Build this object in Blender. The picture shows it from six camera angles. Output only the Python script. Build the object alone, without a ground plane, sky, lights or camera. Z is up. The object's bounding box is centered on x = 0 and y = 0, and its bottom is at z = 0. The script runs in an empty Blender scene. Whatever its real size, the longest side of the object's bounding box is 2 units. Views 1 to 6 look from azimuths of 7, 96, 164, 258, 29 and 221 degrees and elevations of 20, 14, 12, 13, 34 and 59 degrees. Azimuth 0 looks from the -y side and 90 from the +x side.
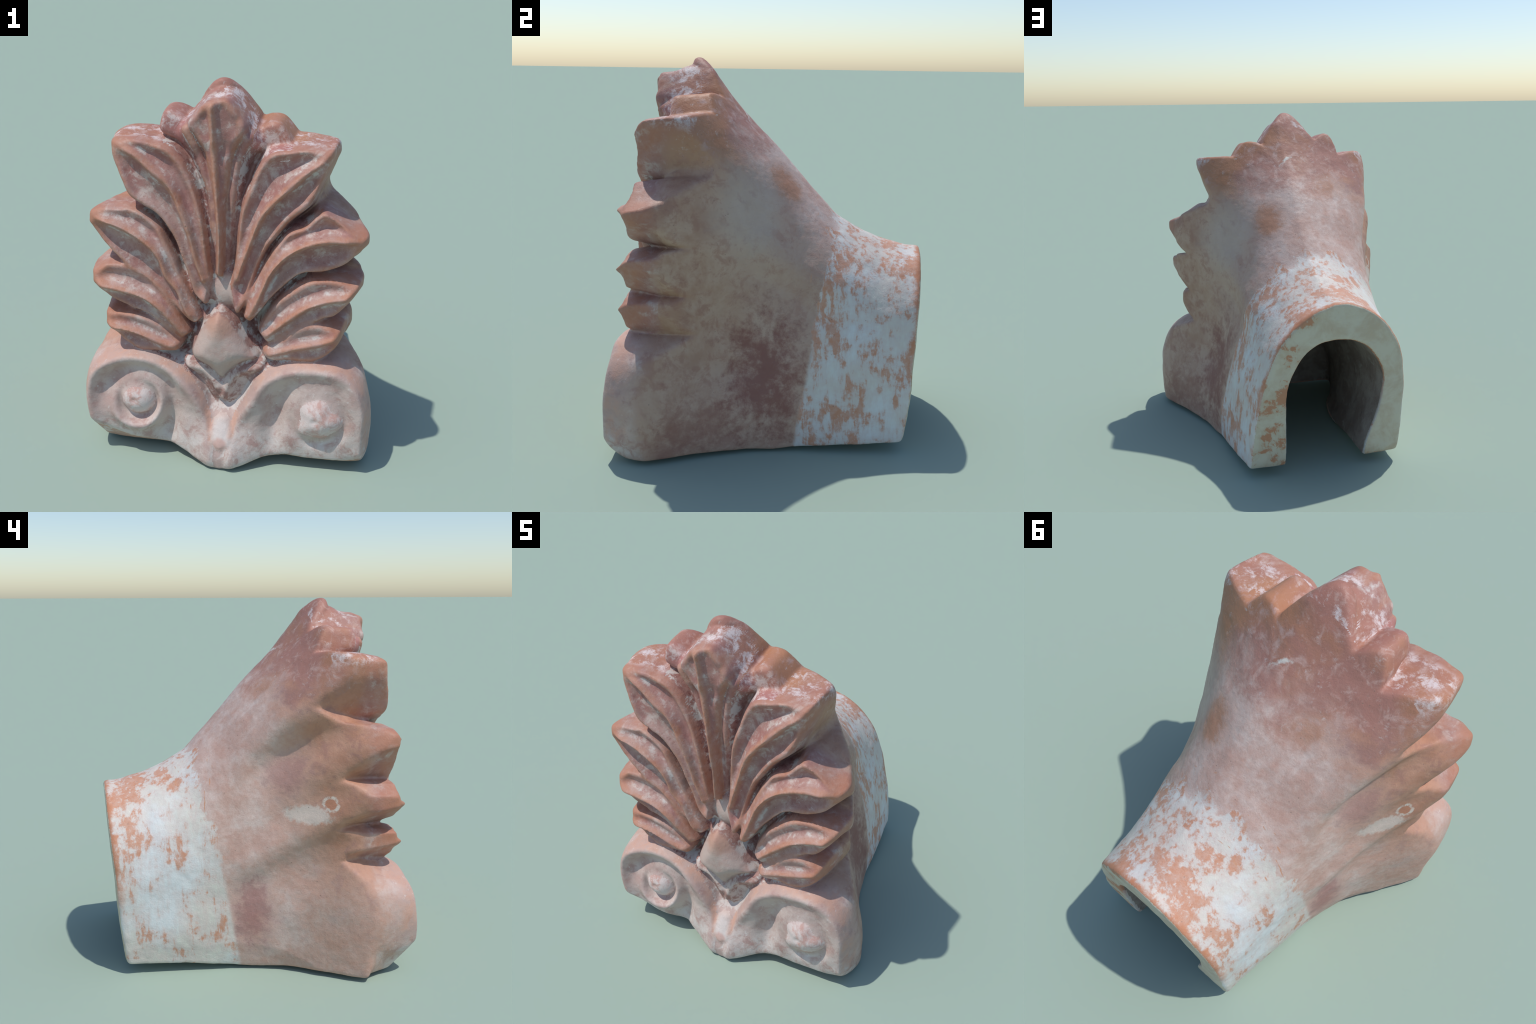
import bpy, math
import numpy as np

# =====================================================================
#  Terracotta antefix: a palmette on two volutes in front of a cover tile.
#  The body is modelled as one implicit solid: an envelope that flares from
#  the arched tile end to the palmette front, a carved front relief built
#  from leaf / volute / bud curves, and the vault hollowed out from behind.
#  It is then polygonised, smoothed, and split into named parts.
# =====================================================================
H = 0.0062                       # sampling step of the implicit solid
X0, X1, Y0_, Y1, Z0, Z1 = -0.86, 0.86, -0.88, 0.90, -0.06, 2.06
gx = np.arange(X0, X1, H); gy = np.arange(Y0_, Y1, H); gz = np.arange(Z0, Z1, H)
X, Z = np.meshgrid(gx, gz, indexing='ij')      # front plane lattice


AX = np.abs(X)


# ---------------------------------------------------------------- helpers
def spline(pts, n=10, closed=False):
    """Catmull-Rom through control points."""
    p = np.array(pts, float)
    if closed:
        q = np.vstack([p[-1], p, p[0], p[1]])
    else:
        q = np.vstack([2*p[0]-p[1], p, 2*p[-1]-p[-2]])
    out = []
    t = np.linspace(0, 1, n, endpoint=False)[:, None]
    for i in range(len(q)-3):
        a, b, c, d = q[i:i+4]
        out.append(0.5*((2*b)+(c-a)*t+(2*a-5*b+4*c-d)*t*t+(3*b-a-3*c+d)*t**3))
    out = np.vstack(out)
    if not closed:
        out = np.vstack([out, p[-1]])
    return out


def dist(line, closed=False):
    """Distance of every lattice point to a polyline, and the run 0..1 along it."""
    p = np.vstack([line, line[:1]]) if closed else line
    best = np.full(X.shape, 9.0); run = np.zeros(X.shape)
    L = np.concatenate([[0], np.cumsum(np.hypot(*np.diff(p, axis=0).T))])
    for i in range(len(p)-1):
        a = p[i]; d = p[i+1]-a; q = max(d@d, 1e-12)
        t = np.clip(((X-a[0])*d[0]+(Z-a[1])*d[1])/q, 0, 1)
        r = np.hypot(X-a[0]-t*d[0], Z-a[1]-t*d[1])
        m = r < best
        best[m] = r[m]; run[m] = ((L[i]+t*(L[i+1]-L[i]))/L[-1])[m]
    return best, run


def inside(poly):
    c = np.zeros(X.shape, bool); n = len(poly); j = n-1
    for i in range(n):
        xi, zi = poly[i]; xj, zj = poly[j]
        if zi != zj:
            c ^= ((zi > Z) != (zj > Z)) & (X < (xj-xi)*(Z-zi)/(zj-zi)+xi)
        j = i
    return c


def signed(poly):
    d, _ = dist(poly, closed=True)
    return np.where(inside(poly), -d, d)


def sstep(a, b, v):
    t = np.clip((v-a)/(b-a), 0, 1)
    return t*t*(3-2*t)


def smax(a, b, k):
    h = np.clip(0.5+0.5*(a-b)/k, 0, 1)
    return b*(1-h)+a*h+k*h*(1-h)


def smin(a, b, k):
    return -smax(-a, -b, k)


def bump(d, w):
    return np.exp(-(d/w)**2)


def value_noise(P, freq, seed):
    """Smooth 3D lattice noise in -1..1."""
    n = 32
    tab = np.random.default_rng(seed).uniform(-1, 1, (n, n, n))
    q = P*freq+100.0
    i = np.floor(q).astype(int); f = q-i; f = f*f*f*(f*(f*6-15)+10)
    out = 0
    for a in (0, 1):
        for b in (0, 1):
            for c in (0, 1):
                w = ((f[:, 0] if a else 1-f[:, 0])*(f[:, 1] if b else 1-f[:, 1])
                     * (f[:, 2] if c else 1-f[:, 2]))
                out = out+w*tab[(i[:, 0]+a) % n, (i[:, 1]+b) % n, (i[:, 2]+c) % n]
    return out


# ------------------------------------------------------------- front face
# y of the relief's highest plane by height
FRONT = ([0, .15, .3, .45, .58, .7, .95, 1.25, 1.45, 1.68, 1.9],
         [-.735, -.742, -.742, -.728, -.700, -.68, -.672, -.664, -.64, -.602, -.602])
YF = np.interp(Z, *FRONT)
# soften the kinks of the table
for _ in range(60):
    YF[:, 1:-1] = 0.25*YF[:, :-2]+0.5*YF[:, 1:-1]+0.25*YF[:, 2:]

# Leaves: rib (tip -> base), upper and lower edge (tip -> base)
LEAVES = {
 'top_left': dict(
  rib=[(-.596,1.690),(-.551,1.663),(-.478,1.630),(-.398,1.566),(-.304,1.490),(-.242,1.367),(-.192,1.230),(-.165,1.124),(-.124,1.006)],
  up=[(-.612,1.695),(-.570,1.710),(-.465,1.702),(-.336,1.669),(-.269,1.617),(-.222,1.545),(-.180,1.453),(-.143,1.329),(-.119,1.201),(-.108,1.110),(-.091,1.015)],
  lo=[(-.612,1.673),(-.603,1.611),(-.548,1.501),(-.500,1.415),(-.392,1.358),(-.325,1.298),(-.271,1.210),(-.238,1.118),(-.204,1.027),(-.170,.926),(-.115,.874)]),
 'second_left': dict(
  rib=[(-.726,1.303),(-.692,1.303),(-.557,1.270),(-.443,1.211),(-.357,1.129),(-.311,1.018),(-.257,.953),(-.223,.872),(-.188,.805)],
  up=[(-.727,1.320),(-.659,1.350),(-.592,1.351),(-.498,1.351),(-.431,1.317),(-.364,1.263),(-.324,1.186),(-.284,1.109),(-.257,1.037),(-.217,.956),(-.169,.849),(-.148,.794)],
  lo=[(-.730,1.286),(-.672,1.201),(-.607,1.131),(-.507,1.038),(-.410,.990),(-.332,.919),(-.270,.854),(-.229,.808),(-.168,.764)]),
 'third_left': dict(
  rib=[(-.712,.973),(-.673,.954),(-.564,.935),(-.447,.910),(-.359,.861),(-.297,.795),(-.242,.729),(-.221,.696)],
  up=[(-.717,.993),(-.636,1.055),(-.484,1.045),(-.351,.948),(-.297,.866),(-.236,.765),(-.201,.704)],
  lo=[(-.714,.965),(-.667,.919),(-.599,.865),(-.517,.833),(-.420,.806),(-.324,.736),(-.240,.675)]),
 'fourth_left': dict(
  rib=[(-.643,.758),(-.616,.724),(-.532,.717),(-.448,.696),(-.356,.658),(-.264,.627)],
  up=[(-.648,.775),(-.607,.797),(-.531,.796),(-.434,.776),(-.359,.740),(-.289,.690),(-.238,.649)],
  lo=[(-.645,.744),(-.580,.679),(-.528,.631),(-.456,.604),(-.352,.600),(-.263,.601)]),
 'top_right': dict(
  rib=[(.500,1.690),(.440,1.635),(.384,1.595),(.295,1.510),(.212,1.425),(.159,1.352),(.120,1.242),(.084,1.132),(.05,1.03)],
  up=[(.504,1.702),(.400,1.700),(.298,1.690),(.199,1.664),(.140,1.593),(.107,1.499),(.068,1.384),(.052,1.257),(.040,1.089),(.02,.985)],
  lo=[(.504,1.670),(.462,1.570),(.422,1.475),(.376,1.417),(.299,1.349),(.240,1.270),(.192,1.201),(.150,1.097),(.121,.999),(.104,.922),(.054,.841)]),
 'second_right': dict(
  rib=[(.692,1.264),(.592,1.269),(.499,1.269),(.406,1.243),(.326,1.198),(.265,1.140),(.216,1.068),(.192,1.005),(.145,.884),(.115,.812)],
  up=[(.697,1.276),(.620,1.309),(.542,1.359),(.478,1.392),(.442,1.365),(.389,1.311),(.309,1.275),(.249,1.199),(.201,1.121),(.165,1.044),(.117,.930),(.098,.824)],
  lo=[(.693,1.251),(.606,1.153),(.509,1.105),(.471,1.095),(.395,1.089),(.320,1.043),(.210,.917),(.160,.850),(.121,.805)]),
 'third_right': dict(
  rib=[(.673,1.019),(.619,.979),(.532,.958),(.437,.923),(.375,.883),(.312,.829),(.249,.767),(.198,.720)],
  up=[(.676,1.031),(.558,1.049),(.475,1.049),(.400,1.022),(.337,.976),(.275,.923),(.232,.864),(.195,.798),(.177,.740)],
  lo=[(.674,1.008),(.616,.931),(.556,.871),(.506,.853),(.424,.818),(.360,.778),(.284,.721),(.219,.688)]),
 'fourth_right': dict(
  rib=[(.601,.777),(.533,.737),(.449,.708),(.372,.688),(.301,.657),(.237,.632)],
  up=[(.601,.787),(.508,.812),(.430,.812),(.367,.785),(.310,.731),(.253,.685),(.202,.649)],
  lo=[(.602,.768),(.569,.686),(.501,.630),(.423,.617),(.331,.609),(.253,.595),(.204,.617)]),
 'middle': dict(
  rib=[(-.098,1.900),(-.089,1.764),(-.080,1.615),(-.062,1.429),(-.045,1.240),(-.045,1.033)],
  up=[(-.067,1.926),(-.129,1.905),(-.180,1.847),(-.215,1.802),(-.175,1.741),(-.130,1.661),(-.103,1.552),(-.085,1.428),(-.068,1.271),(-.066,1.031)],
  lo=[(-.067,1.926),(-.018,1.922),(.039,1.852),(.074,1.785),(.028,1.714),(-.001,1.644),(-.012,1.557),(-.020,1.432),(-.024,1.274),(-.028,1.028)]),
}
# relief character of each leaf: rib height, rib width, rim height, trough depth
STYLE = {
 'top_left': (.008, .030, .008, .050), 'second_left': (.018, .034, .004, .050),
 'third_left': (.020, .036, .000, .045), 'fourth_left': (.012, .030, .004, .035),
 'top_right': (.010, .034, .010, .055), 'second_right': (.030, .040, .000, .065),
 'third_right': (.016, .026, .002, .040), 'fourth_right': (.006, .024, .004, .026),
 'middle': (.016, .024, .006, .016)}

GROUND = -.190                                  # sunk ground between leaves
relief = np.full(X.shape, GROUND)
relief = relief+.03*sstep(.62, .45, Z)
outline = np.full(X.shape, 9.0)                 # 2D silhouette of the front
feature = np.zeros(X.shape, int)                # which piece owns this spot
names = ['relief_ground']
leafdist = {}


def add_piece(label, level, mask):
    global relief
    names.append(label)
    k = len(names)-1
    own = mask & (level > relief-.004)
    feature[own] = k
    relief = smax(relief, level, .014)


for key, c in LEAVES.items():
    stretch = (lambda p: [(x-.010*max(0, (-x-.45)/.25), z) for x, z in p])
    up, lo, rib = (spline(stretch(c[n])) for n in ('up', 'lo', 'rib'))
    if key[:3] not in ('top', 'mid'):                # thumb-worn, blunt tips
        for edge_, dz in ((up, .018), (lo, -.020)) if 'left' in key else ((up, .006), (lo, -.008)):
            w_ = np.clip(1-np.hypot(edge_[:, 0]-edge_[0, 0], edge_[:, 1]-edge_[0, 1])/.09, 0, 1)
            edge_[:, 1] += dz*w_
    poly = np.vstack([up, lo[::-1]])
    sd = signed(poly)
    dr, run = dist(rib)
    rh, rw, eh, td = STYLE[key]
    de = np.maximum(-sd, 0)
    t = dr/np.maximum(dr+de, 1e-4)
    hollow = np.sin(np.pi*np.clip(t, 0, 1))**.85*np.clip((dr+de)/.09, .2, 1)
    tipoff = sstep(0, .16, run) if key != 'middle' else 1.0
    level = tipoff*(-(td+.004)*hollow + (rh+.006)*bump(dr, .75*rw)*np.clip((dr+de)/.04, 0, 1) + eh*bump(de-.015, .015))
    level = level - .020*bump(de, .016)                       # rounded rim
    level = level - .012*sstep(.5, 1, run)                    # sink to the base
    if key != 'middle':
        level = level - .030*sstep(.14, 0, run)                 # blunt, full tips
    if key == 'middle':
        level = level - .055*sstep(.30, .6, run)*(1-bump(dr, .024)) - .004*sstep(.3, .6, run)
    level = np.where(sd > 0, level-4.5*sd, level)
    leafdist[key] = (sd, dr, run)
    add_piece('palmette_leaf', level, sd < .012)
    outline = smin(outline, sd-.008, .012)

# slim flanking blades beside the middle leaf
for pts in ([(-.236,1.775),(-.174,1.659),(-.139,1.562),(-.105,1.452),(-.090,1.333),(-.080,1.205),(-.078,1.08)],
            [(.080,1.735),(.036,1.646),(.019,1.559),(.010,1.465),(.002,1.339),(-.002,1.22),(-.008,1.08)]):
    d, run = dist(spline(pts))
    level = -.030-.06*run - 1.5*np.maximum(d-.010*(1-.6*run), 0)
    add_piece('flanking_blade', level, d < .02)

# heart where the leaves spring
d = np.hypot((X-.005)/.125, (Z-.955)/.100)
add_piece('palmette_heart', -.058-.035*d**2, d < 1)

# bud: bulging lozenge with a raised, keeled core
bud = spline([(-.040,.854),(.014,.817),(.070,.737),(.135,.649),(.173,.595),(.094,.562),(.030,.511),(-.012,.466),
              (-.086,.527),(-.171,.571),(-.184,.622),(-.152,.710),(-.099,.807)], closed=True)
core = spline([(-.043,.822),(.017,.732),(.089,.639),(.027,.556),(-.012,.480),(-.094,.546),(-.167,.617),(-.118,.713)], closed=True)
sb, sc = signed(bud), signed(core)
level = -.075 + .075*np.sqrt(np.clip(1-(1-np.clip(-sb/.085, 0, 1))**2, 0, 1)) + .030*sstep(-.045, .07, -sc)
level = np.where(sb > 0, -.075-2.0*sb, level) - .02*sstep(.62, .50, Z)
add_piece('bud', level, sb < .006)

# calyx leaves cupping the bud
for up, lo in (([(-.205,.548),(-.108,.531),(-.051,.482),(-.015,.430)], [(-.197,.523),(-.132,.460),(-.082,.387),(-.039,.327)]),
               ([(.192,.563),(.096,.542),(.031,.502),(.000,.440),(-.018,.380)], [(.192,.550),(.133,.480),(.083,.376),(.030,.335)])):
    poly = np.vstack([spline(up), spline(lo)[::-1]])
    sd = signed(poly); du, _ = dist(spline(up))
    level = -.048 + .02*bump(du-.02, .018) - .35*np.maximum(du-.02, 0)
    level = np.where(sd > 0, level-1.6*sd, level)
    add_piece('calyx_leaf', level, sd < .006)

# ---------------------------------------------------------------- volutes
LV = [(-.66,-.05),(-.70,.09),(-.748,.20),(-.762,.359),(-.725,.485),(-.625,.552),(-.511,.583),(-.385,.573),(-.257,.520),(-.173,.452),(-.115,.369),(-.068,.254),(-.045,.130),(-.03,-.05)]
RV = [(.03,-.05),(.048,.193),(.073,.289),(.124,.385),(.180,.488),(.256,.548),(.359,.589),(.490,.600),(.589,.590),(.670,.546),(.730,.463),(.760,.361),(.765,.26),(.765,.12),(.77,-.05)]
LT = [(-.66,.20),(-.662,.28),(-.645,.385),(-.572,.480),(-.462,.518),(-.372,.490),(-.312,.415),(-.284,.325),(-.290,.214),(-.325,.10),(-.34,-.02)]
RT = [(.272,-.03),(.268,.138),(.278,.258),(.305,.384),(.360,.460),(.451,.497),(.537,.494),(.60,.46)]
for side, rim, trough, eye, er in (('l', LV, LT, (-.462,.322), .090), ('r', RV, RT, (.508,.306), .120)):
    line = spline(rim)
    sd = signed(line)
    dt, run = dist(spline(trough))
    de = np.maximum(-sd, 0)
    level = .020*bump(de-.034, .036)*(1-sstep(.38, .16, Z)*sstep(.30, .20, AX))*(1-.8*sstep(.52, .70, X)) - .035*bump(de, .014)
    depth = .058*sstep(0, .30, run)*(1-.5*sstep(.8, 1, run))*(1-.70*bump(run-.40, .20)) if side == 'l' else .084*sstep(.02, .48, run)*(1-sstep(.42, .80, run)*.85)
    level = level - (1.05 if side == 'l' else .88)*depth*bump(dt, .058)
    r = np.hypot(X-eye[0], Z-eye[1])
    ang = np.arctan2(Z-eye[1], X-eye[0])
    if side == 'l':
        # spiral arm winding once round the button, highest below right
        level = level - .018*bump(r-.15, .06)*sstep(-.10, .10, Z-eye[1])
        level = level + .040*bump(r-(er+.050), .034)*sstep(-1.0, .7, np.cos(ang+.9))
        level = level - .040*bump(r-er-.010, .018)*sstep(-1.4, .6, np.cos(ang+1.2))
    else:
        level = level - .022*bump(r-er-.02, .030)*sstep(-1.3, .6, np.cos(ang+1.1))
        level = level + .02*bump(np.hypot(X-.44, Z-.22), .06)
    # rims melt into the band at the foot
    level = level - .03*sstep(.05, -.02, Z) + .020*bump(de, .014)*sstep(.30, .12, Z)*(AX < .3)
    level = np.where(sd > 0, level-2.5*sd, level)
    add_piece('volute', level, sd < .008)
    outline = smin(outline, sd-.008, .02)
    q = r/er
    lump = 1+.10*np.cos(3*ang+.6)+.06*np.cos(5*ang) if side == 'r' else 1+.03*np.cos(2*ang)
    dome = (-.045+(.088 if side == 'r' else .072)*np.sqrt(np.clip(1-(q/lump)**2, 0, 1)))
    dome = dome - .012*bump(np.hypot(X-eye[0]+.015, (Z-eye[1])*1.3-.01), .018)
    add_piece('volute_eye', np.where(q < lump, dome, -.045-2*(r-er*lump)), q < lump*1.02)

# the band between the volutes, jutting forward at the foot
relief -= .085*np.where(X < 0, sstep(.16, .02, Z)*sstep(.50, .72, AX), sstep(.13, .0, Z)*sstep(.62, .77, AX))
relief = smax(relief, -.025-3*np.maximum(AX-.09, 0)-.9*np.maximum(Z-.27, 0), .04)
relief += .122*bump(X-.01, .17)*sstep(.30, .04, Z)

# bead between the volutes
d = np.hypot((X-.002)/.062, (Z-.200)/.090)
level = relief+.026*np.sqrt(np.clip(1-d**2, 0, 1))-.012*bump(d-1.0, .12)
add_piece('bead', np.where(d < 1, level, relief-.02), d < 1.0)

# sunk plate that carries leaves: its corners are the bottoms of the notches
PLATE = [(-.70,-.06),(-.70,.30),(-.66,.52),(-.52,.625),(-.56,.70),(-.535,.845),(-.60,.95),(-.525,1.045),(-.60,1.25),
         (-.44,1.415),(-.46,1.58),(-.375,1.74),(-.31,1.735),(-.235,1.79),(-.16,1.92),(-.085,2.022),(-.01,1.95),(.075,1.84),(.13,1.74),(.22,1.71),
         (.345,1.69),(.40,1.58),(.42,1.45),(.52,1.25),(.455,1.075),(.56,.96),(.51,.85),(.53,.72),(.49,.625),(.70,.52),(.755,.3),(.755,-.06)]
plate = signed(np.array(PLATE))
outline_leaf = outline

# two stunted leaf tips beside the crown, set back from the front
TIPS = [([(-.372,1.735),(-.372,1.80),(-.352,1.840),(-.315,1.838),(-.275,1.815),(-.245,1.78),(-.26,1.70)], -.500),
        ([(.115,1.68),(.125,1.760),(.165,1.795),(.215,1.800),(.250,1.765),(.285,1.705),(.27,1.64)], -.480)]
tips = [(signed(spline(p, closed=True)), y) for p, y in TIPS]

# pits, chips and dents of the front
rng = np.random.default_rng(4)
relief -= .012*bump(np.hypot(X+.52, Z-1.345), .012)
relief -= .010*bump(np.hypot(X-.034, Z-1.83), .02)
relief -= .010*bump(np.hypot(X+.13, Z-1.84), .018)

for _ in range(2):                               # worn, softened carving
    for ax in (0, 1):
        r1, r2 = np.roll(relief, 1, ax), np.roll(relief, -1, ax)
        relief = .25*r1+.5*relief+.25*r2
# the middle of the palmette swells forward round the bud
relief += .022*bump(X, .22)*bump(Z-.80, .20)
relief += .020*sstep(.22, .40, AX)*bump(Z-.78, .20)
relief += .016*sstep(.15, .45, AX+.5*sstep(1.6, 1.8, Z))*sstep(1.3, 1.5, Z)
yfront = YF-relief
gxx = np.gradient(yfront, H, axis=0); gzz = np.gradient(yfront, H, axis=1)
slope = np.sqrt(1+np.minimum(gxx**2+gzz**2, 9.0))

# -------------------------------------------------- envelope of the body
RIDGE = ([-.90, -.50, -.43, -.38, -.31, -.21, -.07, .09, .25, .39, .50, .63, .78, .90],
         [1.94, 1.945, 2.03, 2.03, 1.955, 1.82, 1.665, 1.495, 1.305, 1.165, 1.10, 1.045, 1.012, 1.005])
FLARE = ([-.90, -.62, -.52, -.40, -.29, -.17, -.06, .08, .20, .46, .66, .90],
         [1.03, 1.0, .93, .78, .62, .46, .335, .23, .17, .10, .04, 0])
FLARE_HI = ([-.90, -.50, -.40, -.30, -.20, -.10, 0, .10, .20, .46, .66, .90],
            [1.03, 1.02, .97, .86, .71, .55, .41, .29, .20, .10, .04, 0])
# half-sections as (x, height fraction): tile end and palmette front
END_R = [(.50,-.1),(.49,.05),(.475,.20),(.455,.35),(.425,.50),(.385,.65),(.325,.78),(.235,.885),(.135,.955),(.03,.995),(0,1.0)]
END_L = [(.395,-.1),(.40,.05),(.415,.25),(.42,.40),(.42,.53),(.395,.69),(.335,.81),(.26,.90),(.16,.965),(.06,.998),(0,1.0)]
FRO_R = [(.81,-.1),(.81,.05),(.805,.165),(.755,.30),(.735,.40),(.74,.50),(.735,.62),(.69,.74),(.615,.845),(.50,.905),(.33,.95),(.16,.98),(.0,1.0)]
FRO_L = [(.84,-.1),(.84,.05),(.828,.165),(.768,.30),(.75,.40),(.755,.50),(.765,.64),(.70,.75),(.64,.845),(.565,.90),(.42,.94),(.27,.968),(.0,1.0)]
CZ = .42


def polar(sec):
    p = spline(sec, 8); a = np.arctan2(p[:, 1]-CZ, p[:, 0]); r = np.hypot(p[:, 0], p[:, 1]-CZ)
    return a, r


ENV = [polar(s) for s in (END_R, END_L, FRO_R, FRO_L)]
IN_R = [(.272,-.1),(.272,.10),(.282,.35),(.275,.53),(.23,.65),(.17,.73),(.09,.78),(0,.795)]
IN_L = [(.188,-.1),(.188,.10),(.208,.2),(.265,.35),(.29,.51),(.275,.61),(.23,.69),(.17,.75),(.09,.785),(0,.795)]
INF_R = [(.44,-.1),(.40,.2),(.32,.42),(.22,.54),(.12,.60),(0,.62)]
INF_L = [(.47,-.1),(.44,.2),(.35,.42),(.24,.54),(.12,.60),(0,.62)]
HOL = [polar(s) for s in (IN_R, IN_L, INF_R, INF_L)]

right = X >= 0


def section(tabs, zf, s):
    # s: how far the section has opened from tile end (0) to front (1)
    a = np.arctan2(zf-CZ, AX); r = np.hypot(AX, zf-CZ)
    back = np.where(right, np.interp(a, *tabs[0]), np.interp(a, *tabs[1]))
    fro = np.where(right, np.interp(a, *tabs[2]), np.interp(a, *tabs[3]))
    return r-(back*(1-s)+fro*s)


ridge_y = np.interp(gy, *RIDGE); flare_y = np.interp(gy, *FLARE)
k = np.ones(9)/9
ridge_s = np.convolve(np.pad(ridge_y, 4, mode='edge'), k, mode='valid')
flare_s = np.convolve(np.pad(flare_y, 4, mode='edge'), k, mode='valid')
flare_h = np.convolve(np.pad(np.interp(gy, *FLARE_HI), 4, mode='edge'), k, mode='valid')

# underside: scalloped in front, rising a little toward the tile end
UNDER = np.interp(gx, [-.75,-.7,-.5,-.31,-.2,-.1,0,.11,.22,.35,.45,.56,.8],
                  [.20,.18,.11,.09,.05,.012,.0,.02,.06,.085,.07,.07,.09])[:, None]

leaf_draft = .06+.08*sstep(.42, .74, X)*sstep(1.55, 1.35, Z)*sstep(.60, .75, Z)
plate_draft = np.where(X < 0, .34, .13)*sstep(1.72, 1.5, Z)+.03
field = np.empty((len(gx), len(gy), len(gz)), np.float32)
for j, y in enumerate(gy):
    s, hr = flare_s[j], ridge_s[j]
    zf = Z/hr
    hi = np.where(right, sstep(.72, .92, zf), sstep(.52, .85, zf))
    sv = s*(1-hi)+flare_h[j]*hi
    # hollow waist of the right flank, full shoulder on the left
    blend = sstep(-.03, .15, X)
    sv = sv-.22*np.exp(-((y+.22-.9*(zf-.2))/.27)**2)*sstep(.10, .28, zf)*sstep(.76, .56, zf)*blend
    sv = sv-.15*np.exp(-((y-.12)/.15)**2-((zf-.80)/.10)**2)*blend
    sv = sv-.08*np.exp(-((y+.20)/.12)**2-((zf-.42)/.10)**2)*blend
    sv = sv+.27*np.exp(-((y-.01)/.25)**2)*sstep(.70, .88, zf)*(1-blend)
    # swellings of the left flank that run on from the leaves
    fade = sstep(.28, -.20, y)*(1-blend)
    sv = sv+.13*np.exp(-((Z-.70+.62*y)/.11)**2)*sstep(.45, .0, y)*(1-blend)
    sv = sv-.17*np.exp(-((Z-1.17+.50*y)/.11)**2)*fade
    env = section(ENV, zf, sv)*(1.0+.45*np.clip((Z/hr-.6)/.4, 0, 1))
    depth = y-YF
    front = (yfront-y)/slope
    side = smin(outline_leaf-leaf_draft*np.maximum(depth, 0), plate-plate_draft*np.clip(depth-.07, 0, 1), .015)
    f = smax(front, side-.009, .054)
    for sd, yt in tips:
        # bevelled stump
        f = smin(f, smax(sd-.12*max(y-yt, 0), yt-y+.12*np.maximum(Z-1.79, 0), .03), .02)
    f = smax(f, env+.003, .020)
    # tile end face, leaning slightly
    yb = np.interp(Z, [0, .1, .3, .6, 1.0], [.755, .785, .805, .825, .853])
    f = smax(f, y-yb, .032)
    # underside
    fw = sstep(-.61, -.77, y)
    zb = np.interp(y, [-.9, -.62, -.3, .1, .45, .8], [.02, .02, .025, .012, .045, .06])
    f = smax(f, (zb*(1-fw)+UNDER*fw)-Z, .022)
    # vault
    hh = np.interp(y, [-.5, .4, .8], [.95, 1.0, 1.0])
    hol = section(HOL, Z/hh, np.clip(s*1.0, 0, 1))
    hol = smax(hol, -.53+.25*Z-y, .08)
    f = smax(f, -hol, .014)
    field[:, j, :] = f


# ------------------------------------------------------------ polygonise
def surface_nets(F):
    neg = F < 0
    c = np.zeros(tuple(n-1 for n in F.shape), np.uint8)
    for a in (0, 1):
        for b in (0, 1):
            for d in (0, 1):
                c += neg[a:F.shape[0]-1+a, b:F.shape[1]-1+b, d:F.shape[2]-1+d]
    I, J, K = np.nonzero((c > 0) & (c < 8))
    acc = np.zeros((len(I), 3)); cnt = np.zeros(len(I))
    corner = [(a, b, d) for a in (0, 1) for b in (0, 1) for d in (0, 1)]
    for p in corner:
        for ax in range(3):
            if p[ax] == 0:
                q = list(p); q[ax] = 1
                v0 = F[I+p[0], J+p[1], K+p[2]].astype(float); v1 = F[I+q[0], J+q[1], K+q[2]].astype(float)
                m = (v0 < 0) != (v1 < 0)
                t = v0[m]/(v0[m]-v1[m])
                for e in range(3):
                    acc[m, e] += p[e]+(t if e == ax else 0)
                cnt[m] += 1
    V = np.stack([I, J, K], 1)+acc/cnt[:, None]
    idx = np.full(c.shape, -1, np.int32); idx[I, J, K] = np.arange(len(I))
    Q = []
    for ax in range(3):
        sl0 = [slice(None)]*3; sl1 = [slice(None)]*3
        sl0[ax] = slice(0, -1); sl1[ax] = slice(1, None)
        A, B = neg[tuple(sl0)], neg[tuple(sl1)]
        e = np.stack(np.nonzero(A != B), 1)
        u, v = (ax+1) % 3, (ax+2) % 3
        e = e[(e[:, u] > 0) & (e[:, v] > 0) & (e[:, u] < F.shape[u]-1) & (e[:, v] < F.shape[v]-1)]
        flip = A[e[:, 0], e[:, 1], e[:, 2]]
        def at(du, dv):
            g = e.copy(); g[:, u] += du; g[:, v] += dv
            return idx[g[:, 0], g[:, 1], g[:, 2]]
        q = np.stack([at(-1, -1), at(0, -1), at(0, 0), at(-1, 0)], 1)
        q[~flip] = q[~flip][:, ::-1]
        Q.append(q)
    return V, np.vstack(Q)


V, Q = surface_nets(field)
V = V*H+np.array([gx[0], gy[0], gz[0]])
del field

# keep the one connected body, then relax lattice steps
E_ = np.vstack([Q[:, [0, 1]], Q[:, [1, 2]], Q[:, [2, 3]], Q[:, [3, 0]]])
deg = np.bincount(E_.ravel(), minlength=len(V)).astype(float)[:, None]


def relax(P, f):
    S = np.zeros_like(P)
    for e in range(3):
        S[:, e] = (np.bincount(E_[:, 0], P[E_[:, 1], e], len(P))+np.bincount(E_[:, 1], P[E_[:, 0], e], len(P)))
    return P+f*(S/deg-P)


for _ in range(5):
    V = relax(V, .55); V = relax(V, -.50)
V = relax(V, .5)


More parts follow.
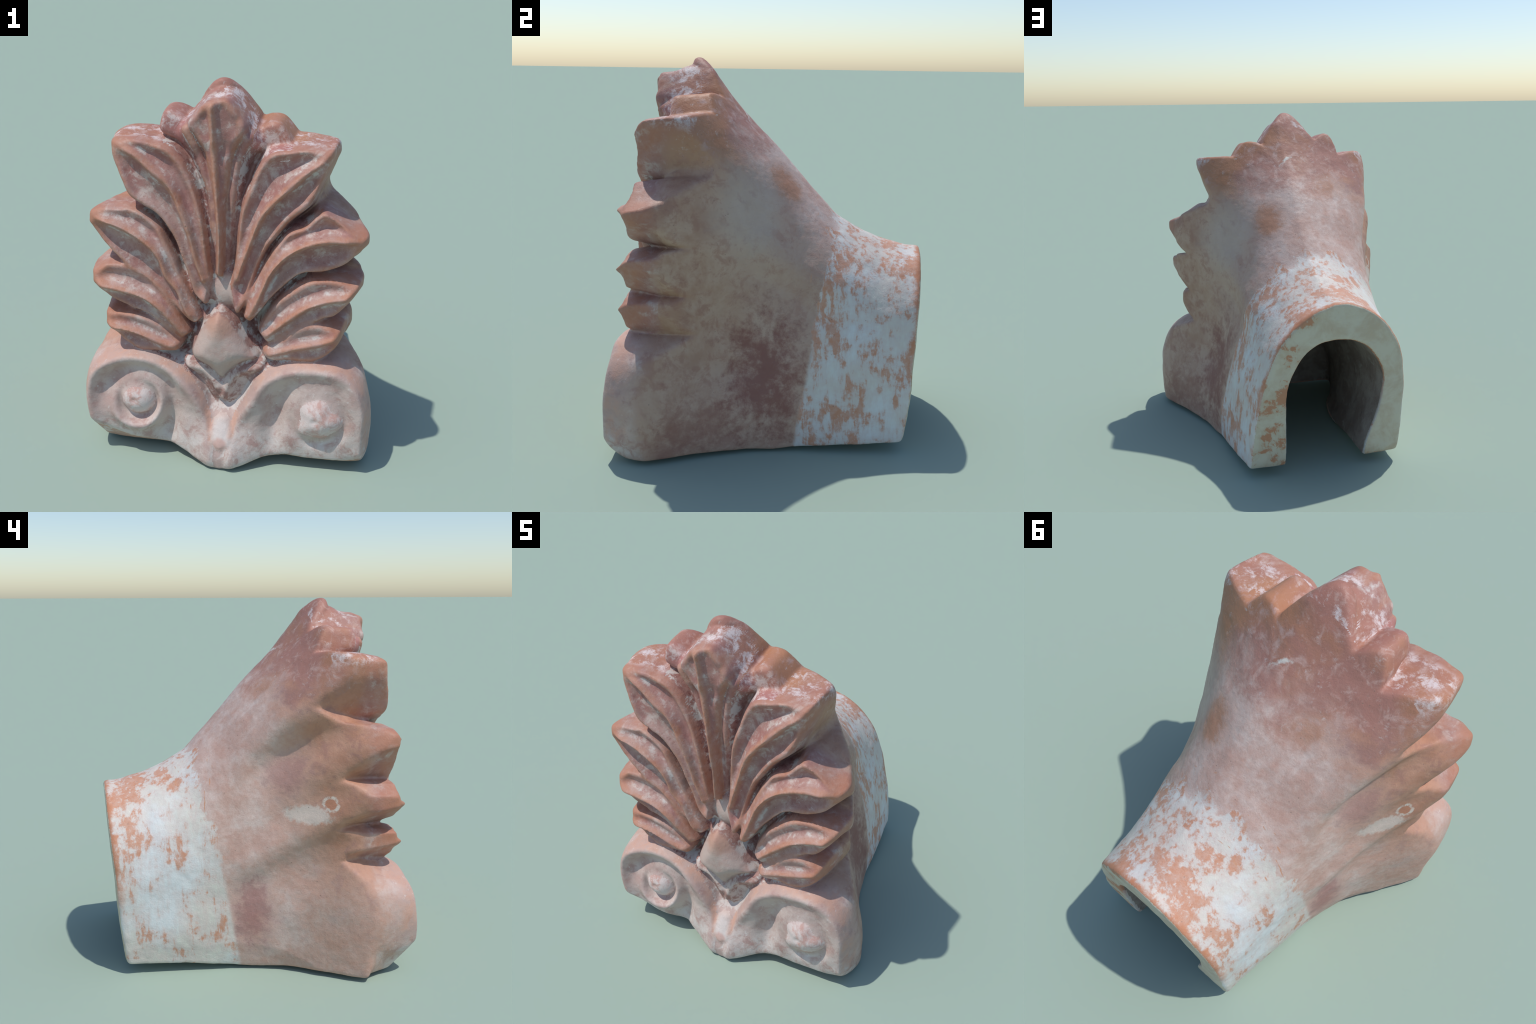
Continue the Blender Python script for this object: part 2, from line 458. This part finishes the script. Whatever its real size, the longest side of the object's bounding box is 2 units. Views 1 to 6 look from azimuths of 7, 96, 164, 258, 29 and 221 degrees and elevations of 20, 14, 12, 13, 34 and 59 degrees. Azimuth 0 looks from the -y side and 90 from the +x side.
def vertex_normals(P):
    n = np.cross(P[Q[:, 2]]-P[Q[:, 0]], P[Q[:, 3]]-P[Q[:, 1]])
    N = np.zeros_like(P)
    for c in range(4):
        for e in range(3):
            N[:, e] += np.bincount(Q[:, c], n[:, e], len(P))
    return N/np.maximum(np.linalg.norm(N, axis=1, keepdims=True), 1e-12)


N = vertex_normals(V)
# hand-pressed unevenness of the clay
lump = (.0045*value_noise(V, 4.0, 1)+.0028*value_noise(V, 9.0, 2)+.0010*value_noise(V, 22.0, 3)
        + .0006*value_noise(V, 55.0, 5))
V = V+N*lump[:, None]
V[:, 2] -= V[:, 2].min()
N = vertex_normals(V)

# --------------------------------------------------------- part of a face
fc = V[Q].mean(1); fn = N[Q].mean(1)
ix = np.clip(np.rint((fc[:, 0]-gx[0])/H).astype(int), 0, len(gx)-1)
iz = np.clip(np.rint((fc[:, 2]-gz[0])/H).astype(int), 0, len(gz)-1)
yb = np.interp(fc[:, 2], [0, .1, .3, .6, 1.0], [.755, .785, .805, .825, .853])
BODY, TILE, END, VAULT, STUMP = -1, -2, -3, -4, -5
part = np.where(fc[:, 1] > .20, TILE, BODY)
deep = fc[:, 1]-YF[ix, iz]
# lobe flanks belong to the leaf that they carry on from
leafkeys = list(LEAVES)
sds = np.stack([leafdist[k][0][ix, iz] for k in leafkeys], 1)
near = sds.argmin(1)
lobe = (deep < .30) & (sds.min(1) < .035) & (fc[:, 2] > .60) & (part == BODY)
part = np.where(lobe, near+1, part)
stump = (deep < .34) & (fc[:, 1] < -.30) & (np.minimum(tips[0][0], tips[1][0])[ix, iz] < .012) & (deep > .04)
part = np.where(stump, STUMP, part)
infront = deep < .185
feat = feature[ix, iz]
# ground only where it lies sunk inside the plate; outer walls go with their leaf or volute
wall = (feat == 0) & (plate[ix, iz] > -.035) & (outline_leaf[ix, iz] > -.03)
part = np.where(infront & ~stump & ~wall, feat, part)
vol = [i for i, n in enumerate(names) if n == 'volute']
foot = (fc[:, 2] < .62) & (deep < .24) & (part < 1) & (wall | (part < 0)) & (AX[ix, iz] > .30)
part = np.where(foot, np.where(fc[:, 0] < 0, vol[0], vol[1]), part)
part[(fn[:, 2] < -.6) & (fc[:, 2] < .14) & (fc[:, 1] > -.80)] = BODY
part[(part == BODY) & (fc[:, 1] > .20)] = TILE
part[(fn[:, 1] > .72) & (fc[:, 1] > yb-.035)] = END
hollow_h = np.interp(fc[:, 1], [-.5, .4, .8], [.95, 1, 1])
inner = ((np.abs(fc[:, 0]) < .47) & (fc[:, 2] < .82) & (fc[:, 1] > -.60) & (fc[:, 1] < yb-.02)
         & ((fn[:, 0]*fc[:, 0] < -.02) | (fn[:, 2] < -.35) | (fn[:, 1] > .6)) & (fc[:, 2] > .035))
# vault faces look toward the axis of the tunnel
toaxis = fn[:, 0]*(0.0-fc[:, 0])+fn[:, 2]*(.30-fc[:, 2])+fn[:, 1]*(.40-fc[:, 1])
part[inner & (toaxis > .02)] = VAULT
LABEL = {i: n for i, n in enumerate(names)}
LABEL.update({BODY: 'palmette_body', TILE: 'cover_tile', END: 'tile_end', VAULT: 'vault', STUMP: 'leaf_stump'})


def build(label, sel, mat, parent):
    q = Q[sel]
    used, inv = np.unique(q, return_inverse=True)
    me = bpy.data.meshes.new(label)
    me.vertices.add(len(used)); me.vertices.foreach_set('co', V[used].astype(np.float32).ravel())
    me.loops.add(q.size); me.loops.foreach_set('vertex_index', inv.astype(np.int32).ravel())
    me.polygons.add(len(q)); me.polygons.foreach_set('loop_start', np.arange(0, q.size, 4, dtype=np.int32))
    me.polygons.foreach_set('use_smooth', np.ones(len(q), bool))
    me.update(calc_edges=True); me.validate()
    me.normals_split_custom_set_from_vertices(N[used].tolist())
    me.materials.append(mat)
    ob = bpy.data.objects.new(label, me)
    bpy.context.scene.collection.objects.link(ob)
    ob.parent = parent
    return ob


# =============================================================== materials
class Shader:
    """Small helper to write node graphs as expressions on object coordinates."""

    def __init__(self, name):
        self.mat = bpy.data.materials.new(name); self.mat.use_nodes = True
        self.t = self.mat.node_tree; self.bsdf = self.t.nodes['Principled BSDF']
        self.P = self.new('ShaderNodeTexCoord').outputs['Object']
        sep = self.new('ShaderNodeSeparateXYZ'); self.link(self.P, sep.inputs[0])
        self.x, self.y, self.z = sep.outputs

    def new(self, kind, **kw):
        n = self.t.nodes.new(kind)
        for k_, v in kw.items():
            setattr(n, k_, v)
        return n

    def link(self, a, sock):
        if isinstance(a, (int, float)):
            sock.default_value = a
        elif isinstance(a, tuple):
            sock.default_value = a if len(a) == len(sock.default_value) else (*a, 1)
        else:
            self.t.links.new(a, sock)

    def m(self, op, a, b=0.0, c=0.0, clamp=False):
        n = self.new('ShaderNodeMath', operation=op, use_clamp=clamp)
        self.link(a, n.inputs[0]); self.link(b, n.inputs[1]); self.link(c, n.inputs[2])
        return n.outputs[0]

    def add(self, a, b): return self.m('ADD', a, b)
    def sub(self, a, b): return self.m('SUBTRACT', a, b)
    def mul(self, *v):
        r = v[0]
        for o in v[1:]:
            r = self.m('MULTIPLY', r, o)
        return r

    def step(self, v, a, b, lo=0.0, hi=1.0):
        n = self.new('ShaderNodeMapRange', interpolation_type='SMOOTHSTEP')
        flip = a > b
        if flip:
            a, b, lo, hi = b, a, hi, lo
        for i, q in enumerate((v, a, b, lo, hi)):
            self.link(q, n.inputs[i])
        return n.outputs[0]

    def scaled(self, sc, rot=(0, 0, 0)):
        n = self.new('ShaderNodeMapping'); self.link(self.P, n.inputs[0])
        n.inputs['Rotation'].default_value = rot; n.inputs['Scale'].default_value = sc
        return n.outputs[0]

    def noise(self, scale, detail=5, rough=.6, warp=0.0, at=None, seed=0.0):
        n = self.new('ShaderNodeTexNoise', noise_dimensions='4D')
        self.link(at if at is not None else self.P, n.inputs['Vector'])
        n.inputs['W'].default_value = seed
        n.inputs['Scale'].default_value = scale; n.inputs['Detail'].default_value = detail
        n.inputs['Roughness'].default_value = rough; n.inputs['Distortion'].default_value = warp
        return n.outputs['Fac']

    def mix(self, f, a, b):
        n = self.new('ShaderNodeMix', data_type='RGBA'); n.clamp_factor = True
        self.link(f, n.inputs[0]); self.link(a, n.inputs[6]); self.link(b, n.inputs[7])
        return n.outputs[2]

    def ball(self, c, r, squash=(1, 1, 1)):
        """Soft blob round a point, 1 at its heart."""
        v = self.new('ShaderNodeVectorMath', operation='SUBTRACT'); self.link(self.P, v.inputs[0]); v.inputs[1].default_value = c
        w = self.new('ShaderNodeVectorMath', operation='MULTIPLY'); self.link(v.outputs[0], w.inputs[0])
        w.inputs[1].default_value = tuple(1/(r*q) for q in squash)
        l = self.new('ShaderNodeVectorMath', operation='LENGTH'); self.link(w.outputs[0], l.inputs[0])
        return l.outputs['Value']

    def path(self, pts, flat=True):
        """Distance to a polyline (in the front plane when flat)."""
        best = None
        for a, b in zip(pts[:-1], pts[1:]):
            g = self.new('ShaderNodeGroup'); g.node_tree = segment_group()
            if flat:
                g.inputs[1].default_value = (a[0], 0, a[1]); g.inputs[2].default_value = (b[0], 0, b[1])
                if not hasattr(self, 'flatP'):
                    f = self.new('ShaderNodeVectorMath', operation='MULTIPLY'); self.link(self.P, f.inputs[0])
                    f.inputs[1].default_value = (1, 0, 1); self.flatP = f.outputs[0]
                self.link(self.flatP, g.inputs[0])
            else:
                g.inputs[1].default_value = a; g.inputs[2].default_value = b
                self.link(self.P, g.inputs[0])
            best = g.outputs[0] if best is None else self.m('MINIMUM', best, g.outputs[0])
        return best

    def finish(self, col, rough=.58, grain=.5):
        self.link(col, self.bsdf.inputs['Base Color'])
        self.link(self.step(self.n3, .3, .7, rough-.12, rough+.12), self.bsdf.inputs['Roughness'])
        self.bsdf.inputs['Specular IOR Level'].default_value = .42
        h = self.add(self.mul(self.n3, .6), self.mul(self.n4, .5))
        bp = self.new('ShaderNodeBump'); bp.inputs['Strength'].default_value = grain; bp.inputs['Distance'].default_value = .006
        self.link(h, bp.inputs['Height']); self.t.links.new(bp.outputs[0], self.bsdf.inputs['Normal'])
        return self.mat


def segment_group():
    g = bpy.data.node_groups.get('segment_distance')
    if g:
        return g
    g = bpy.data.node_groups.new('segment_distance', 'ShaderNodeTree')
    for nm in ('P', 'A', 'B'):
        g.interface.new_socket(nm, in_out='INPUT', socket_type='NodeSocketVector')
    g.interface.new_socket('Distance', in_out='OUTPUT', socket_type='NodeSocketFloat')
    i = g.nodes.new('NodeGroupInput'); o = g.nodes.new('NodeGroupOutput')
    def vm(op, a, b=None):
        n = g.nodes.new('ShaderNodeVectorMath'); n.operation = op
        g.links.new(a, n.inputs[0])
        if b is not None:
            g.links.new(b, n.inputs[1])
        return n
    pa = vm('SUBTRACT', i.outputs[0], i.outputs[1]).outputs[0]
    ba = vm('SUBTRACT', i.outputs[2], i.outputs[1]).outputs[0]
    d1 = vm('DOT_PRODUCT', pa, ba).outputs['Value']; d2 = vm('DOT_PRODUCT', ba, ba).outputs['Value']
    q = g.nodes.new('ShaderNodeMath'); q.operation = 'DIVIDE'; q.use_clamp = True
    g.links.new(d1, q.inputs[0]); g.links.new(d2, q.inputs[1])
    sc = g.nodes.new('ShaderNodeVectorMath'); sc.operation = 'SCALE'
    g.links.new(ba, sc.inputs[0]); g.links.new(q.outputs[0], sc.inputs['Scale'])
    df = vm('SUBTRACT', pa, sc.outputs[0]).outputs[0]
    g.links.new(vm('LENGTH', df).outputs['Value'], o.inputs[0])
    return g


ORANGE = (.56, .245, .135); RUST = (.43, .185, .095); PINK = (.56, .36, .295); PALE = (.66, .52, .46)
MAUVE = (.34, .165, .140); MAROON = (.20, .078, .066); CHALK = (.69, .70, .69); CREAM = (.66, .63, .55)
DUST = (.56, .47, .42); ROSE = (.46, .19, .165)


def body(S):
    """Fired clay under faded pink wash, with a lime slip on the tile: seen on every part."""
    S.n1 = S.noise(2.3, 5, .55, .3); S.n2 = S.noise(6.5, 7, .66, .4, seed=3.1)
    S.n3 = S.noise(30, 6, .72, seed=5.0); S.n4 = S.noise(120, 3, .6, seed=7.7)
    S.n5 = S.noise(13, 6, .7, .6, seed=9.2)
    grain = S.step(S.n3, .35, .68)
    col = S.mix(S.step(S.n2, .36, .64), PALE, PINK)
    col = S.mix(S.mul(grain, .45), col, (.48, .26, .20))
    col = S.mix(S.mul(S.step(S.n4, .60, .74), .5), col, (.36, .21, .17))
    # browner colour toward the lobes
    to_front = S.step(S.add(S.y, S.mul(S.sub(S.n1, .5), -.55)), .06, -.32)
    rust = S.mix(S.step(S.n2, .35, .62), (.38, .165, .09), (.50, .265, .175))
    rust = S.mix(S.mul(S.step(S.n5, .50, .64), .6), rust, (.30, .135, .105))
    rust = S.mix(S.mul(S.step(S.n1, .50, .62), .5), rust, (.46, .19, .095))
    col = S.mix(S.mul(to_front, S.step(S.z, .30, .80, .40, .88)), col, rust)
    # the right flank is drab
    rightside = S.step(S.x, .18, .42)
    drab = S.mix(S.step(S.n2, .34, .66), (.40, .24, .165), (.50, .36, .275))
    drab = S.mix(S.mul(S.step(S.n5, .48, .62), .65), drab, (.34, .17, .12))
    drab = S.mix(S.mul(S.step(S.noise(9, 8, .75, .2, seed=12.), .54, .66), .6), drab, (.27, .115, .09))
    col = S.mix(S.mul(rightside, .74), col, drab)
    # wine-red stains
    def stain(c, r, squash, amt, colour, col):
        d = S.add(S.ball(c, r, squash), S.mul(S.sub(S.n2, .5), 3.2))
        d = S.add(d, S.mul(S.sub(S.n3, .5), 2.2))
        return S.mix(S.mul(S.step(d, 1.25, .25), amt), col, colour)
    col = stain((.55, .06, .42), .24, (1, .85, 1.5), .85, (.24, .09, .07), col)
    col = stain((.62, -.35, .18), .20, (1, 1.4, .8), .55, (.27, .11, .085), col)
    col = stain((-.50, .10, .33), .13, (1.2, .9, 1.7), .70, (.33, .13, .115), col)
    col = stain((-.52, -.08, 1.08), .12, (1.4, 1, 1.1), .65, MAUVE, col)
    col = stain((-.45, -.22, 1.52), .15, (1.4, 1, .9), .65, (.30, .14, .12), col)
    col = stain((.20, .13, 1.37), .11, (1, 1.0, 1.3), .80, RUST, col)
    col = stain((.42, -.20, 1.62), .13, (1, 1, 1), .7, (.42, .18, .085), col)
    # crown: mauve and rust with pale flecks
    up = S.step(S.add(S.z, S.mul(S.sub(S.n2, .5), .55)), 1.42, 1.72)
    crown = S.mix(S.step(S.n1, .42, .62), (.37, .165, .13), (.43, .195, .105))
    crown = S.mix(S.step(S.n5, .50, .66), crown, (.52, .33, .28))
    col = S.mix(S.mul(up, .85), col, crown)
    flecks = S.mul(S.step(S.noise(26, 8, .78, .15, seed=2.2), .56, .70), S.step(S.z, 1.25, 1.7), .75)
    col = S.mix(flecks, col, (.62, .54, .51))
    # pale smear on the right shoulder and left lobes
    col = S.mix(S.mul(S.step(S.add(S.ball((.42, -.05, 1.25), .26, (1, 1, 1.2)), S.mul(S.sub(S.n2, .5), 1.5)), 1.1, .3), .34), col, (.58, .51, .45))
    col = S.mix(S.mul(S.step(S.add(S.ball((-.58, -.20, .90), .13, (1, 1.3, .45)), S.mul(S.sub(S.n3, .5), 1.4)), 1.0, .6), .75), col, (.62, .54, .47))
    ring = S.ball((-.60, -.285, .965), .036, (6, 1, 1))
    ring = S.m('ADD', S.add(ring, S.mul(S.sub(S.n5, .5), 1.3)), S.step(S.x, -.3, -.2, 0, 9))
    col = S.mix(S.mul(S.step(ring, 1.25, 1.05), S.step(S.n3, .62, .45)), col, (.62, .53, .45))
    col = S.mix(S.step(ring, .9, .75), col, (.44, .20, .12))
    # hair crack filled with lime
    crack = S.path([(.103, -.049, 1.642), (.039, -.092, 1.69), (-.01, -.122, 1.723), (-.083, -.141, 1.744), (-.157, -.165, 1.771), (-.208, -.17, 1.776)], flat=False)
    crack = S.add(crack, S.mul(S.sub(S.n3, .5), .04))
    col = S.mix(S.mul(S.step(crack, .016, .006), S.step(S.n5, .36, .46)), col, (.66, .62, .56))

    # lime slip on the tile
    low = S.step(S.z, .95, .55)
    edge = S.add(S.m('MINIMUM', S.add(.175, S.mul(S.z, .17)), .36), S.mul(S.x, .04))
    rag = S.mul(S.sub(S.n2, .5), S.step(S.z, .4, .9, .05, .42))
    dy = S.add(S.sub(S.y, edge), rag)
    slip = S.step(dy, -.012, .018)
    slip = S.mul(slip, 1.0)
    lime = S.mix(S.step(S.n1, .40, .60), CHALK, CREAM)
    lime = S.mix(S.mul(S.step(S.n2, .45, .7), .4), lime, (.66, .60, .58))
    streak = S.noise(1.0, 5, .65, .25, at=S.scaled((34, 34, 7), (.22, 0, 0)), seed=1.3)
    rim = S.mul(S.step(S.y, .55, .82), S.step(S.z, .35, .95))
    worn = S.add(S.add(S.mul(S.n2, .60), S.mul(streak, .42)), S.add(S.mul(S.n5, .16), S.mul(rim, .045)))
    worn = S.add(worn, S.mul(rightside, .028))
    haze = S.step(S.add(worn, S.mul(S.sub(S.n1, .5), .15)), .48, .64)
    top = S.mul(S.step(S.z, .80, 1.0), .022)
    worn = S.add(worn, top)
    chips = S.step(worn, .61, .685)
    chipcol = S.mix(S.step(S.n3, .35, .65), ORANGE, (.58, .34, .25))
    lime = S.mix(S.mul(haze, .55), lime, (.62, .50, .46))
    lime = S.mix(S.mul(chips, .92), lime, chipcol)
    # orange rim where the tile's arris is rubbed bare
    arris = S.step(S.sub(S.add(S.y, S.mul(S.sub(S.n5, .5), .13)), S.mul(S.z, .075)), .735, .770)
    lime = S.mix(S.mul(arris, S.step(S.z, .30, .60), .9), lime, (.53, .225, .12))
    col = S.mix(slip, col, lime)
    # combed scratches across the seam
    comb = S.noise(1.0, 2, .5, .1, at=S.scaled((22, 70, 4.5), (.30, 0, 0)), seed=4.4)
    zone = S.mul(S.step(S.y, .22, .32), S.step(S.y, .56, .44), S.step(S.z, .62, .85))
    col = S.mix(S.mul(S.step(comb, .66, .70), zone, .85), col, (.58, .29, .17))
    # pin-holes
    vor = S.new('ShaderNodeTexVoronoi'); S.link(S.P, vor.inputs['Vector']); vor.inputs['Scale'].default_value = 34
    pin = S.mul(S.step(vor.outputs['Distance'], .13, .08), S.step(S.n2, .50, .60))
    col = S.mix(S.mul(pin, .6), col, (.22, .15, .12))
    return col


def relief_wash(S):
    """Wash on the carved front: mauve and rose over clay, with grey dust."""
    a = S.mix(S.step(S.n2, .36, .60), (.33, .155, .132), (.455, .295, .255))
    a = S.mix(S.mul(S.step(S.n5, .50, .66), .65), a, DUST)
    a = S.mix(S.mul(S.step(S.n1, .52, .66), .55), a, (.38, .15, .13))
    a = S.mix(S.mul(S.step(S.z, 1.15, 1.75), S.step(S.n5, .62, .42), .75), a, (.34, .150, .125))
    a = S.mix(S.mul(S.step(S.n3, .58, .70), .6), a, (.60, .52, .47))
    a = S.mix(S.mul(S.step(S.noise(38, 7, .78, .1, seed=14.), .55, .66), .65), a, (.25, .105, .09))
    # toward the foot the wash is bleached
    a = S.mix(S.mul(S.step(S.add(S.z, S.mul(S.sub(S.n2, .5), .5)), .62, .25), .75), a, (.66, .55, .50))
    return a


def front_mask(S):
    return S.step(S.add(S.y, S.mul(S.sub(S.n5, .5), .10)), -.43, -.52)


def resample(pts, n):
    line = spline(pts, 12)
    L = np.concatenate([[0], np.cumsum(np.hypot(*np.diff(line, axis=0).T))])
    t = np.linspace(0, L[-1], n)
    return [(float(np.interp(q, L, line[:, 0])), float(np.interp(q, L, line[:, 1]))) for q in t]


def leaf_material(key):
    S = Shader('leaf_clay_'+key)
    base = body(S); col = relief_wash(S)
    c = LEAVES[key]
    wob = S.mul(S.sub(S.n5, .5), .030)
    rib = S.add(S.path(resample(c['rib'], 7)), wob)
    edge = S.m('MINIMUM', S.path(resample(c['up'], 8)), S.path(resample(c['lo'], 8)))
    edge = S.add(edge, wob)
    # pale lime left lying beside the rib
    lime = S.mul(S.step(S.m('ABSOLUTE', S.sub(rib, .032)), .014, .004), S.step(S.n2, .48, .58), S.step(S.n3, .40, .58), .75)
    col = S.mix(lime, col, (.62, .58, .54))
    # rubbed, bare clay along rib and rim
    bare = S.mix(S.step(S.n3, .35, .65), (.43, .185, .11), (.48, .27, .20))
    col = S.mix(S.mul(S.step(rib, .024, .008), S.step(S.n2, .72, .44), .92), col, bare)
    col = S.mix(S.mul(S.step(edge, .026, .008), S.step(S.n2, .70, .42), .75), col, bare)
    col = S.mix(front_mask(S), base, col)
    # rubbed tips
    tip = c['rib'][0]
    y0 = float(np.interp(tip[1], *FRONT))
    if key != 'middle':
        t = S.add(S.ball((tip[0], y0+.06, tip[1]), .13, (1, 1.5, 1)), S.mul(S.sub(S.n5, .5), 1.1))
        col = S.mix(S.mul(S.step(t, 1.0, .35), .45 if tip[0] > 0 else .70), col, (.43, .185, .11))
    # whitish patches on the upper leaves' tops
    top = S.mul(S.step(S.noise(14, 8, .78, .25, seed=6.6), .47, .60), S.step(S.z, 1.64, 1.72), S.step(S.y, -.56, -.50))
    col = S.mix(S.mul(top, .8), col, (.72, .64, .63))
    return S.finish(col)


def front_material(name, paint):
    S = Shader(name); base = body(S); wash = relief_wash(S)
    soft = S.step(S.add(S.y, S.mul(S.sub(S.n2, .5), .35)), -.50, -.66) if name.startswith('volute_clay') else front_mask(S)
    col = S.mix(soft, base, paint(S, wash))
    return S.finish(col)


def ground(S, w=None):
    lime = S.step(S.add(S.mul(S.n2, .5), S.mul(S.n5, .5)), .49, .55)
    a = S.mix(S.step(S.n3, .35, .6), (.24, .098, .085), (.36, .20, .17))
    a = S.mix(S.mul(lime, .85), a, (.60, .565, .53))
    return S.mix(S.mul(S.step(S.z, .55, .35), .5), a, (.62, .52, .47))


def volute_paint(S, w):
    a = S.mix(S.step(S.n2, .40, .62), (.57, .45, .40), (.47, .325, .285))
    a = S.mix(S.mul(S.step(S.n5, .52, .66), .7), a, (.42, .25, .22))
    a = S.mix(S.mul(S.step(S.n1, .54, .66), .45), a, (.52, .42, .38))
    a = S.mix(S.mul(S.step(S.z, .30, .12), S.step(S.n5, .60, .42), .60), a, (.66, .61, .57))
    rims = S.m('MINIMUM', S.path(resample(LV[2:-1], 11)), S.path(resample(RV[1:-1], 12)))
    rims = S.add(rims, S.mul(S.sub(S.n5, .5), .05))
    a = S.mix(S.mul(S.step(rims, .030, .006), S.step(S.n2, .64, .42), .75), a, (.54, .285, .20))
    return S.mix(S.mul(S.step(S.noise(24, 8, .78, .2, seed=8.1), .58, .66), .55), a, (.70, .66, .63))


def eye_paint(S, w):
    a = S.mix(S.step(S.n5, .42, .60), (.66, .55, .51), (.56, .34, .29))
    return S.mix(S.mul(S.step(S.noise(24, 8, .78, .2, seed=8.1), .54, .62), .6), a, (.71, .67, .64))


def bud_paint(S, w):
    a = S.mix(S.step(S.n2, .40, .62), (.50, .385, .335), (.46, .295, .25))
    t = S.add(S.ball((-.03, -.68, .80), .13), S.mul(S.sub(S.n5, .5), 1.0))
    a = S.mix(S.mul(S.step(t, 1.0, .3), .7), a, (.49, .265, .185))
    rim = S.add(S.path([tuple(q) for q in bud[::10]]+[tuple(bud[0])]), S.mul(S.sub(S.n5, .5), .02))
    return S.mix(S.mul(S.step(rim, .016, .004), .8), a, ground(S))


def calyx_paint(S, w):
    a = S.mix(S.step(S.n5, .42, .58), (.32, .175, .145), (.56, .45, .40))
    return S.mix(S.mul(S.step(S.n3, .55, .68), .5), a, (.62, .56, .50))


def bead_paint(S, w):
    a = volute_paint(S, w)
    d = S.add(S.ball((0, -.80, .19), .085, (.75, 9, 1.2)), S.mul(S.sub(S.n5, .5), .8))
    a = S.mix(S.mul(S.step(d, 1.0, .4), .8), a, (.68, .60, .56))
    t = S.add(S.ball((0, -.80, .14), .05), S.mul(S.sub(S.n5, .5), 1.2))
    return S.mix(S.mul(S.step(t, 1.0, .5), .7), a, (.56, .31, .25))


def heart_paint(S, w):
    d = S.add(S.ball((.01, -.62, .955), .11, (1, 9, .9)), S.mul(S.sub(S.n5, .5), 1.2))
    return S.mix(S.step(d, 1.05, .5), ground(S), S.mix(.6, w, (.58, .46, .40)))


def stump_paint(S, w):
    a = S.mix(S.step(S.noise(14, 8, .78, .25, seed=6.6), .47, .60), (.40, .175, .155), (.68, .58, .56))
    return S.mix(S.mul(S.step(S.n2, .5, .62), .5), a, w)


def end_material():
    S = Shader('bare_end_clay'); body(S)
    a = S.mix(S.step(S.n2, .40, .60), (.61, .55, .43), (.54, .44, .32))
    worn = S.add(S.mul(S.n2, .6), S.mul(S.n5, .4))
    left = S.step(S.x, -.05, .25, 0, .065)
    a = S.mix(S.mul(S.step(S.add(worn, left), .585, .625), .9), a, (.50, .225, .12))
    a = S.mix(S.mul(S.step(S.n3, .60, .72), .4), a, (.66, .64, .55))
    return S.finish(a, .65)


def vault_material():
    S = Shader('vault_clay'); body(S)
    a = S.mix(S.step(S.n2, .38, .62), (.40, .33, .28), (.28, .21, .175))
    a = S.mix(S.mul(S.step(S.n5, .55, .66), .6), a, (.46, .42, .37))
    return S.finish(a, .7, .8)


def body_material():
    S = Shader('washed_clay')
    return S.finish(body(S))


MATS = {BODY: body_material()}
MATS[TILE] = MATS[BODY]
MATS[END] = end_material(); MATS[VAULT] = vault_material()
MATS[STUMP] = front_material('stump_clay', stump_paint)
PAINT = {'relief_ground': ground, 'flanking_blade': lambda S, w: S.mix(S.mul(S.step(S.n2, .45, .6), .5), w, (.50, .25, .16)),
         'palmette_heart': heart_paint, 'bud': bud_paint, 'calyx_leaf': calyx_paint,
         'volute': volute_paint, 'volute_eye': eye_paint, 'bead': bead_paint}
shared = {}
for i_, nm in enumerate(names):
    if nm == 'palmette_leaf':
        MATS[i_] = leaf_material(leafkeys[i_-1])
    else:
        if nm not in shared:
            shared[nm] = front_material(nm+'_clay', PAINT[nm])
        MATS[i_] = shared[nm]

root = bpy.data.objects.new('antefix', None)
bpy.context.scene.collection.objects.link(root)
root['label'] = 'weathered terracotta palmette antefix with volutes and arched tile'
root['category'] = 'roof ornament'
for p in sorted(np.unique(part)):
    build(LABEL[p], part == p, MATS[p], root)
print('verts', len(V), 'bbox', V.min(0), V.max(0))
